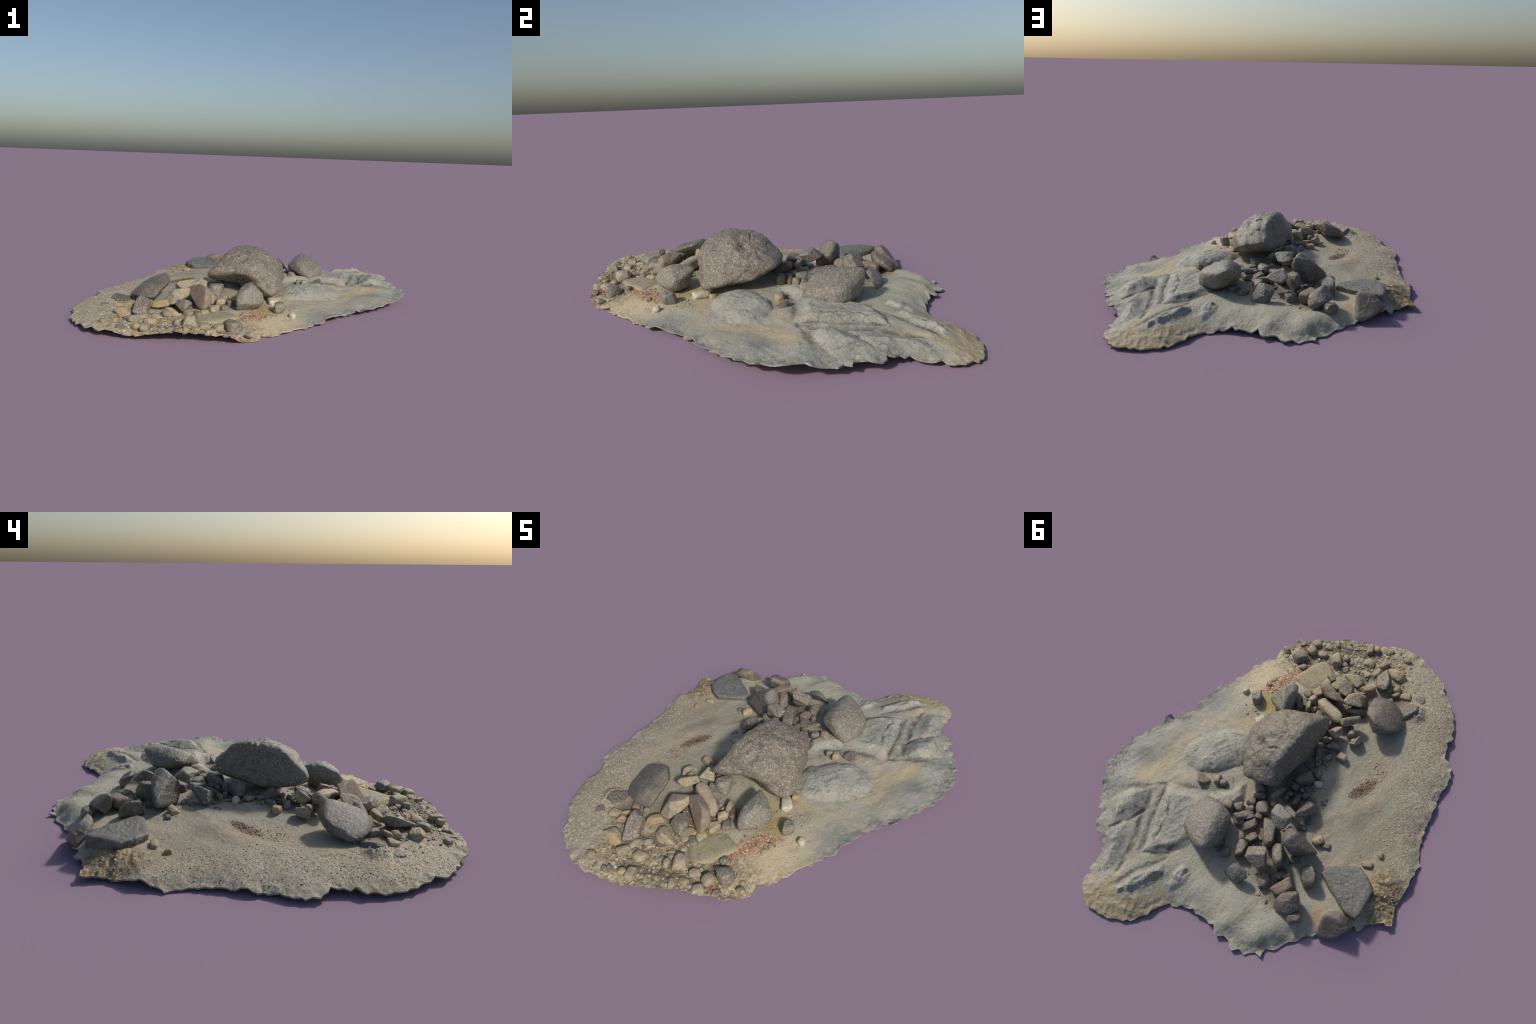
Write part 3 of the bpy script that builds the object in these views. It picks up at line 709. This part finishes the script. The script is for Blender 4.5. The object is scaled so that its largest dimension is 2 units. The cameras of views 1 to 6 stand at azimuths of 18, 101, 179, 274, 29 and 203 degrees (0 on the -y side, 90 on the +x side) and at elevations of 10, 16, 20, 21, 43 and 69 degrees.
lump("stone", "pale_stone", (-0.066, -0.777, 0.058), size=(0.075, 0.084, 0.055), yaw=20, tilt=0)
lump("stone", "grey_granite", (0.143, -0.734, 0.045), size=(0.080, 0.080, 0.055), yaw=43, tilt=0)
lump("stone", "pale_stone", (0.090, -0.793, 0.048), size=(0.062, 0.057, 0.038), yaw=64, tilt=0)
lump("stone", "pale_stone", (0.074, -0.850, 0.045), size=(0.061, 0.055, 0.032), yaw=32, tilt=0)
lump("stone", "pale_stone", (0.022, -0.790, 0.047), size=(0.060, 0.044, 0.028), yaw=26, tilt=0)
lump("stone", "pale_stone", (-0.116, -0.809, 0.056), size=(0.050, 0.034, 0.034), yaw=95, tilt=0)
lump("stone", "pale_stone", (-0.123, -0.765, 0.050), size=(0.035, 0.029, 0.024), yaw=43, tilt=0)
lump("stone", "pale_stone", (-0.255, -0.827, 0.048), size=(0.068, 0.062, 0.038), yaw=165, tilt=0)
lump("stone", "pale_stone", (-0.336, -0.837, 0.055), size=(0.071, 0.043, 0.036), yaw=63, tilt=0)
lump("stone", "pale_stone", (-0.312, -0.780, 0.050), size=(0.066, 0.033, 0.028), yaw=72, tilt=0)
lump("stone", "ochre_stone", (0.002, -0.851, 0.046), size=(0.053, 0.037, 0.028), yaw=177, tilt=0)
lump("stone", "pale_stone", (-0.037, -0.884, 0.050), size=(0.033, 0.052, 0.034), yaw=32, tilt=0)
lump("stone", "pale_stone", (-0.228, -0.920, 0.050), size=(0.071, 0.042, 0.034), yaw=99, tilt=0)
lump("stone", "ochre_stone", (-0.267, -0.930, 0.050), size=(0.039, 0.038, 0.028), yaw=20, tilt=0)
lump("stone", "pale_stone", (-0.200, -0.789, 0.042), size=(0.036, 0.031, 0.022), yaw=32, tilt=0)
lump("stone", "ochre_stone", (-0.453, -0.917, 0.050), size=(0.045, 0.039, 0.026), yaw=32, tilt=0)
lump("stone", "flat_stone", (0.006, -0.633, 0.042), size=(0.228, 0.165, 0.030), yaw=48, tilt=0)
lump("stone", "flat_stone", (-0.263, -0.747, 0.050), size=(0.047, 0.034, 0.022), yaw=37, tilt=0)
lump("stone", "brown_granite", (-0.079, -0.651, 0.058), size=(0.042, 0.063, 0.030), yaw=43, tilt=0)
lump("stone", "white_stone", (0.356, -0.417, 0.042), size=(0.039, 0.036, 0.028), yaw=85, tilt=20)
lump("stone", "grey_granite", (0.273, -0.384, 0.066), size=(0.058, 0.071, 0.056), yaw=20, tilt=0)
lump("stone", "brown_granite", (-0.236, -0.470, 0.095), size=(0.036, 0.021, 0.030), yaw=53, tilt=0)
lump("stone", "brown_granite", (-0.158, 0.422, 0.104), size=(0.127, 0.066, 0.100), yaw=109, tilt=10)
lump("stone", "brown_granite", (-0.076, 0.326, 0.094), size=(0.158, 0.068, 0.070), yaw=106, tilt=8)
lump("stone", "pink_granite", (-0.235, 0.555, 0.082), size=(0.118, 0.065, 0.060), yaw=45, tilt=0)
lump("stone", "dark_granite", (-0.334, 0.671, 0.070), size=(0.077, 0.053, 0.050), yaw=30, tilt=0)
lump("stone", "brown_granite", (0.077, 0.287, 0.112), size=(0.110, 0.042, 0.022), yaw=36, tilt=14)
lump("stone", "brown_granite", (0.034, 0.321, 0.086), size=(0.107, 0.057, 0.040), yaw=36, tilt=-10)
lump("stone", "brown_granite", (0.046, 0.287, 0.108), size=(0.055, 0.024, 0.016), yaw=36, tilt=0)
lump("stone", "brown_granite", (0.094, 0.310, 0.084), size=(0.072, 0.071, 0.045), yaw=21, tilt=0)
lump("stone", "grey_granite", (-0.001, 0.219, 0.088), size=(0.082, 0.085, 0.070), yaw=21, tilt=0)
lump("stone", "pink_granite", (0.171, 0.261, 0.100), size=(0.067, 0.061, 0.052), yaw=160, tilt=10)
lump("stone", "grey_granite", (0.122, 0.252, 0.095), size=(0.049, 0.048, 0.035), yaw=21, tilt=0)
lump("stone", "brown_granite", (0.026, 0.452, 0.088), size=(0.096, 0.057, 0.070), yaw=87, tilt=0)
lump("stone", "brown_granite", (-0.001, 0.380, 0.092), size=(0.077, 0.046, 0.040), yaw=57, tilt=15)
lump("stone", "brown_granite", (0.049, 0.390, 0.084), size=(0.049, 0.034, 0.035), yaw=102, tilt=0)
lump("stone", "brown_granite", (-0.136, 0.553, 0.068), size=(0.087, 0.062, 0.055), yaw=101, tilt=0)
lump("stone", "ochre_stone", (-0.318, 0.276, 0.082), size=(0.063, 0.047, 0.046), yaw=41, tilt=10)
lump("stone", "slate_grey", (-0.364, 0.289, 0.077), size=(0.056, 0.027, 0.018), yaw=15, tilt=0)
lump("stone", "grey_granite", (0.107, 0.493, 0.074), size=(0.069, 0.056, 0.030), yaw=36, tilt=0)
lump("stone", "brown_granite", (-0.051, 0.118, 0.128), size=(0.117, 0.037, 0.055), yaw=67, tilt=25)
lump("stone", "dark_granite", (-0.144, 0.004, 0.135), size=(0.110, 0.066, 0.062), yaw=42, tilt=0)
lump("stone", "white_stone", (-0.223, 0.001, 0.104), size=(0.048, 0.037, 0.032), yaw=15, tilt=0)
lump("stone", "slate_grey", (-0.148, 0.119, 0.100), size=(0.096, 0.038, 0.050), yaw=86, tilt=25)
lump("stone", "dark_granite", (-0.110, 0.055, 0.118), size=(0.053, 0.042, 0.050), yaw=159, tilt=20)
lump("stone", "dark_granite", (-0.094, 0.125, 0.112), size=(0.052, 0.026, 0.040), yaw=101, tilt=20)
lump("stone", "slate_grey", (-0.180, 0.081, 0.098), size=(0.050, 0.041, 0.035), yaw=52, tilt=0)
lump("stone", "grey_granite", (-0.154, 0.058, 0.100), size=(0.028, 0.029, 0.030), yaw=20, tilt=0)
lump("stone", "dark_granite", (-0.107, 0.100, 0.108), size=(0.041, 0.034, 0.040), yaw=52, tilt=0)
lump("stone", "dark_granite", (0.035, 0.165, 0.100), size=(0.076, 0.038, 0.050), yaw=10, tilt=0)
lump("stone", "dark_granite", (0.049, 0.119, 0.100), size=(0.066, 0.063, 0.055), yaw=20, tilt=0)
lump("stone", "pink_granite", (0.071, 0.201, 0.090), size=(0.052, 0.042, 0.050), yaw=180, tilt=0)
lump("stone", "brown_granite", (0.059, 0.240, 0.086), size=(0.043, 0.041, 0.040), yaw=21, tilt=0)
lump("stone", "dark_granite", (-0.200, 0.499, 0.072), size=(0.066, 0.052, 0.045), yaw=41, tilt=0)
lump("stone", "dark_granite", (-0.239, 0.403, 0.068), size=(0.057, 0.042, 0.040), yaw=31, tilt=0)
lump("stone", "ochre_stone", (-0.040, 0.177, 0.098), size=(0.036, 0.034, 0.030), yaw=21, tilt=0)
lump("stone", "pink_granite", (-0.233, 0.497, 0.088), size=(0.041, 0.024, 0.020), yaw=41, tilt=0)
lump("stone", "grey_granite", (-0.145, 0.197, 0.135), size=(0.108, 0.036, 0.035), yaw=147, tilt=20)
lump("stone", "slate_grey", (-0.221, 0.242, 0.084), size=(0.055, 0.035, 0.025), yaw=10, tilt=0)
lump("stone", "dark_granite", (0.005, 0.267, 0.100), size=(0.046, 0.033, 0.035), yaw=170, tilt=0)
lump("stone", "flat_stone", (-0.127, 0.624, 0.056), size=(0.034, 0.026, 0.018), yaw=21, tilt=0)
lump("stone", "ochre_stone", (-0.588, 0.300, 0.058), size=(0.058, 0.035, 0.030), yaw=16, tilt=0)
lump("stone", "ochre_stone", (-0.637, 0.231, 0.055), size=(0.031, 0.034, 0.028), yaw=21, tilt=0)
lump("stone", "slate_grey", (-0.244, 0.202, 0.084), size=(0.039, 0.030, 0.025), yaw=41, tilt=0)
lump("stone", "ochre_stone", (0.285, 0.151, 0.085), size=(0.044, 0.049, 0.042), yaw=20, tilt=0)
lump("stone", "grey_granite", (0.248, 0.157, 0.080), size=(0.040, 0.032, 0.045), yaw=20, tilt=0)
lump("stone", "dark_granite", (0.151, 0.463, 0.074), size=(0.076, 0.040, 0.045), yaw=41, tilt=0)
lump("stone", "white_stone", (0.195, -0.244, 0.056), size=(0.060, 0.095, 0.040), yaw=27, tilt=12)
lump("stone", "ochre_stone", (0.212, -0.182, 0.050), size=(0.043, 0.042, 0.040), yaw=27, tilt=0)
lump("stone", "grey_granite", (0.011, -0.505, 0.062), size=(0.047, 0.058, 0.034), yaw=27, tilt=0)
lump("stone", "pale_stone", (-0.040, -0.536, 0.060), size=(0.071, 0.056, 0.036), yaw=60, tilt=0)
lump("stone", "flat_stone", (-0.065, -0.609, 0.055), size=(0.060, 0.047, 0.030), yaw=66, tilt=0)
lump("stone", "brown_granite", (-0.089, -0.657, 0.050), size=(0.058, 0.043, 0.022), yaw=53, tilt=0)
lump("stone", "pale_stone", (-0.031, -0.472, 0.070), size=(0.046, 0.055, 0.045), yaw=27, tilt=0)
lump("stone", "dark_granite", (0.009, -0.441, 0.070), size=(0.039, 0.071, 0.050), yaw=27, tilt=0)
lump("stone", "flat_stone", (-0.124, -0.629, 0.055), size=(0.087, 0.066, 0.024), yaw=66, tilt=0)
lump("stone", "pink_granite", (-0.437, -0.600, 0.068), size=(0.042, 0.062, 0.040), yaw=27, tilt=0)
lump("stone", "pink_granite", (-0.375, -0.600, 0.070), size=(0.036, 0.035, 0.035), yaw=41, tilt=0)
lump("stone", "brown_granite", (-0.596, -0.681, 0.050), size=(0.053, 0.071, 0.030), yaw=27, tilt=0)
lump("stone", "ochre_stone", (-0.246, -0.758, 0.045), size=(0.039, 0.032, 0.024), yaw=40, tilt=0)
lump("stone", "ochre_stone", (-0.410, -0.841, 0.038), size=(0.036, 0.032, 0.022), yaw=40, tilt=0)
lump("stone", "pale_stone", (-0.302, -0.768, 0.045), size=(0.050, 0.043, 0.028), yaw=61, tilt=0)
lump("stone", "dark_granite", (-0.635, -0.584, 0.050), size=(0.044, 0.045, 0.030), yaw=57, tilt=0)
lump("stone", "grey_granite", (-0.126, -0.766, 0.050), size=(0.027, 0.026, 0.022), yaw=27, tilt=0)
lump("stone", "brown_granite", (0.100, -0.673, 0.045), size=(0.044, 0.041, 0.026), yaw=64, tilt=0)
lump("stone", "pale_stone", (0.244, -0.504, 0.040), size=(0.031, 0.041, 0.028), yaw=27, tilt=0)
lump("stone", "ochre_stone", (0.231, -0.543, 0.036), size=(0.043, 0.041, 0.022), yaw=52, tilt=0)
lump("stone", "grey_granite", (-0.319, -0.295, 0.100), size=(0.031, 0.039, 0.030), yaw=27, tilt=0)
lump("stone", "pale_stone", (-0.140, -0.430, 0.104), size=(0.200, 0.078, 0.062), yaw=146, tilt=10)

# ------------------------------------------------------------------ strewn pebbles
rng = np.random.default_rng(7)
PEBBLE_SHAPES = {}
for mat in ("pale_stone", "ochre_stone", "grey_granite", "brown_granite", "dark_granite"):
    for k in range(3):
        n = rng.normal(size=(14, 3))
        n /= np.linalg.norm(n, axis=1)[:, None]
        d, faces = sphere(3)
        v = d * cut_body(d, n, rng.uniform(0.7, 1.05, 14), 20)[:, None]
        lo, hi = v.min(0), v.max(0)
        v = ((v - (lo + hi) / 2) / (hi - lo)) * (1.0, rng.uniform(0.6, 0.9), rng.uniform(0.4, 0.65))
        v = v * (1 + 0.06 * fbm(v, 3, 2, k))[:, None]
        me = mesh_from("pebble", v, faces)
        me.materials.append(STONE[mat])
        PEBBLE_SHAPES[mat, k] = me

BIG = [(o.location.x, o.location.y, max(v.co.length for v in o.data.vertices)) for o in bpy.context.scene.objects if o.type == "MESH" and o.name.startswith(("stone", "boulder", "slab"))]


def strew(number, cx, cy, a, b, yaw, low, high, mats, sink=0.3, clear=0.55):
    placed = 0
    for _ in range(number * 6):
        if placed >= number:
            break
        t, r = rng.uniform(0, 2 * math.pi), math.sqrt(rng.uniform(0, 1))
        u, v = a * r * math.cos(t), b * r * math.sin(t)
        c, s = math.cos(math.radians(yaw)), math.sin(math.radians(yaw))
        x, y = cx + u * c - v * s, cy + u * s + v * c
        if not inside(np.array([x]), np.array([y]), RIM)[0] or line_distance(np.array([x]), np.array([y]), RIM, True)[0] < 0.012:
            continue
        if any(math.hypot(x - bx, y - by) < br * clear for bx, by, br in BIG):
            continue
        size = low * (high / low) ** (rng.uniform() ** 1.6)
        mat = mats[rng.integers(len(mats))]
        ob = add("pebble", PEBBLE_SHAPES[mat, int(rng.integers(3))], None, (x, y, max(ground_at(x, y) + size * (0.25 - sink * 0.5), 0.5 * size)),
                 (rng.uniform(-0.4, 0.4), rng.uniform(-0.4, 0.4), rng.uniform(0, 6.28)))
        ob.scale = (size, size, size)
        placed += 1


strew(70, -0.06, -0.84, 0.42, 0.13, 8, 0.010, 0.052, ("pale_stone", "pale_stone", "ochre_stone", "grey_granite"), 0.65)
strew(38, -0.18, -0.68, 0.36, 0.13, 10, 0.010, 0.028, ("pale_stone", "ochre_stone", "brown_granite", "grey_granite"))
strew(30, 0.22, -0.40, 0.10, 0.16, -30, 0.008, 0.022, ("pale_stone", "ochre_stone"))
strew(40, -0.17, -0.10, 0.08, 0.30, 20, 0.010, 0.030, ("dark_granite", "grey_granite"), 0.3, 0.5)
strew(40, -0.10, 0.40, 0.12, 0.26, 14, 0.010, 0.032, ("dark_granite", "brown_granite", "grey_granite"), 0.3, 0.5)
strew(20, -0.50, -0.66, 0.12, 0.16, 0, 0.008, 0.024, ("brown_granite", "ochre_stone", "grey_granite"))
strew(14, -0.66, 0.10, 0.14, 0.42, -12, 0.008, 0.022, ("ochre_stone", "brown_granite"), 0.6)

strew(26, -0.185, -0.13, 0.20, 0.045, 100, 0.024, 0.058, ("dark_granite", "brown_granite", "grey_granite"), 0.1, 0.3)
strew(14, -0.02, -0.42, 0.11, 0.06, 20, 0.020, 0.045, ("pale_stone", "grey_granite", "brown_granite"), 0.2, 0.45)


def scatter_joined(name, number, regions, low, high, flat, mats, detail=1, sink=0.25):
    """Bits too small to pick apart, joined into one piece of stuff."""
    d, f = sphere(detail)
    vs, fs, ms = [], [], []
    xs, ys = [], []
    for cx, cy, a, b, yaw, share in regions:
        m = int(number * share)
        t, r = rng.uniform(0, 2 * math.pi, m), np.sqrt(rng.uniform(0, 1, m))
        u, v = a * r * np.cos(t), b * r * np.sin(t)
        c, s = math.cos(math.radians(yaw)), math.sin(math.radians(yaw))
        xs.append(cx + u * c - v * s)
        ys.append(cy + u * s + v * c)
    x, y = np.concatenate(xs), np.concatenate(ys)
    ok = inside(x, y, RIM) & (line_distance(x, y, RIM, True) > 0.008)
    x, y = x[ok], y[ok]
    z = relief(x, y)[0]
    for i in range(len(x)):
        s = low * (high / low) ** (rng.uniform() ** 2)
        shape = d * rng.uniform(0.8, 1.15, (len(d), 1)) * (s, s * rng.uniform(0.5, 0.9), s * flat * rng.uniform(0.7, 1.2)) / 2
        a, tilt = rng.uniform(0, 6.28), rng.uniform(-0.5, 0.5)
        c, sn = math.cos(a), math.sin(a)
        shape[:, 2] += shape[:, 0] * tilt
        vs.append(np.c_[shape[:, 0] * c - shape[:, 1] * sn + x[i], shape[:, 0] * sn + shape[:, 1] * c + y[i], shape[:, 2] + z[i] + s * flat * (0.5 - sink)])
        fs.append(f + i * len(d))
        ms += [int(rng.integers(len(mats)))] * len(f)
    me = mesh_from(name, np.vstack(vs), np.vstack(fs), shade=False)
    for m in mats:
        me.materials.append(m)
    me.polygons.foreach_set("material_index", np.array(ms, np.int32))
    add(name, me, None, kind="stuff")


def plain(name, a, b, rough=0.75):
    g = Graph(name)
    p = g.node("ShaderNodeNewGeometry").outputs["Position"]
    col = g.mix(g.ramp(g.noise(p, 120, 2), 0.35, 0.65), srgb(*a), srgb(*b))
    return g.finish(col, g.bump(g.noise(p, 300, 2), 0.3, 0.001), rough)


GRAVEL = [plain("gravel_grey", (150, 146, 132), (170, 166, 150)), plain("gravel_tan", (168, 148, 112), (184, 164, 128)),
          plain("gravel_brown", (146, 122, 94), (164, 138, 106)), plain("gravel_pale", (190, 184, 166), (204, 196, 178))]
LEAVES = [plain("leaf_red", (170, 126, 100), (198, 156, 126), 0.6), plain("leaf_brown", (116, 82, 66), (142, 102, 80), 0.6), plain("leaf_pale", (190, 150, 124), (204, 170, 140), 0.6)]
DARK_LEAVES = [plain("litter_dark", (70, 50, 44), (96, 70, 58), 0.6), plain("litter_brown", (120, 86, 60), (150, 110, 76), 0.6)]
scatter_joined("gravel", 3600, [(-0.72, -0.05, 0.14, 0.55, 4, 0.42), (-0.66, -0.66, 0.14, 0.26, 6, 0.24), (-0.40, -0.90, 0.30, 0.10, 0, 0.10), (-0.50, -0.20, 0.16, 0.16, 0, 0.06), (0.0, 0.72, 0.5, 0.16, 0, 0.10), (0.25, -0.50, 0.12, 0.26, -30, 0.08)],
               0.003, 0.010, 0.5, GRAVEL, 1, 0.42)
scatter_joined("shingle", 900, [(-0.06, -0.84, 0.44, 0.14, 8, 0.55), (-0.16, -0.66, 0.36, 0.14, 10, 0.30), (-0.15, -0.48, 0.24, 0.10, 14, 0.15)], 0.006, 0.018, 0.5, GRAVEL + [STONE["pale_stone"], STONE["grey_granite"]], 2, 0.35)
scatter_joined("leaf_litter", 640, [(0.185, -0.53, 0.115, 0.048, 46, 0.60), (0.10, -0.66, 0.075, 0.028, 80, 0.2), (0.13, -0.815, 0.05, 0.03, 20, 0.15), (0.10, -0.60, 0.24, 0.18, 50, 0.22)], 0.006, 0.018, 0.16, LEAVES, 1, 0.1)
scatter_joined("dark_debris", 260, [(-0.445, -0.065, 0.085, 0.034, 53, 0.75), (-0.49, -0.18, 0.08, 0.05, 70, 0.25)], 0.004, 0.012, 0.3, DARK_LEAVES, 1, 0.2)
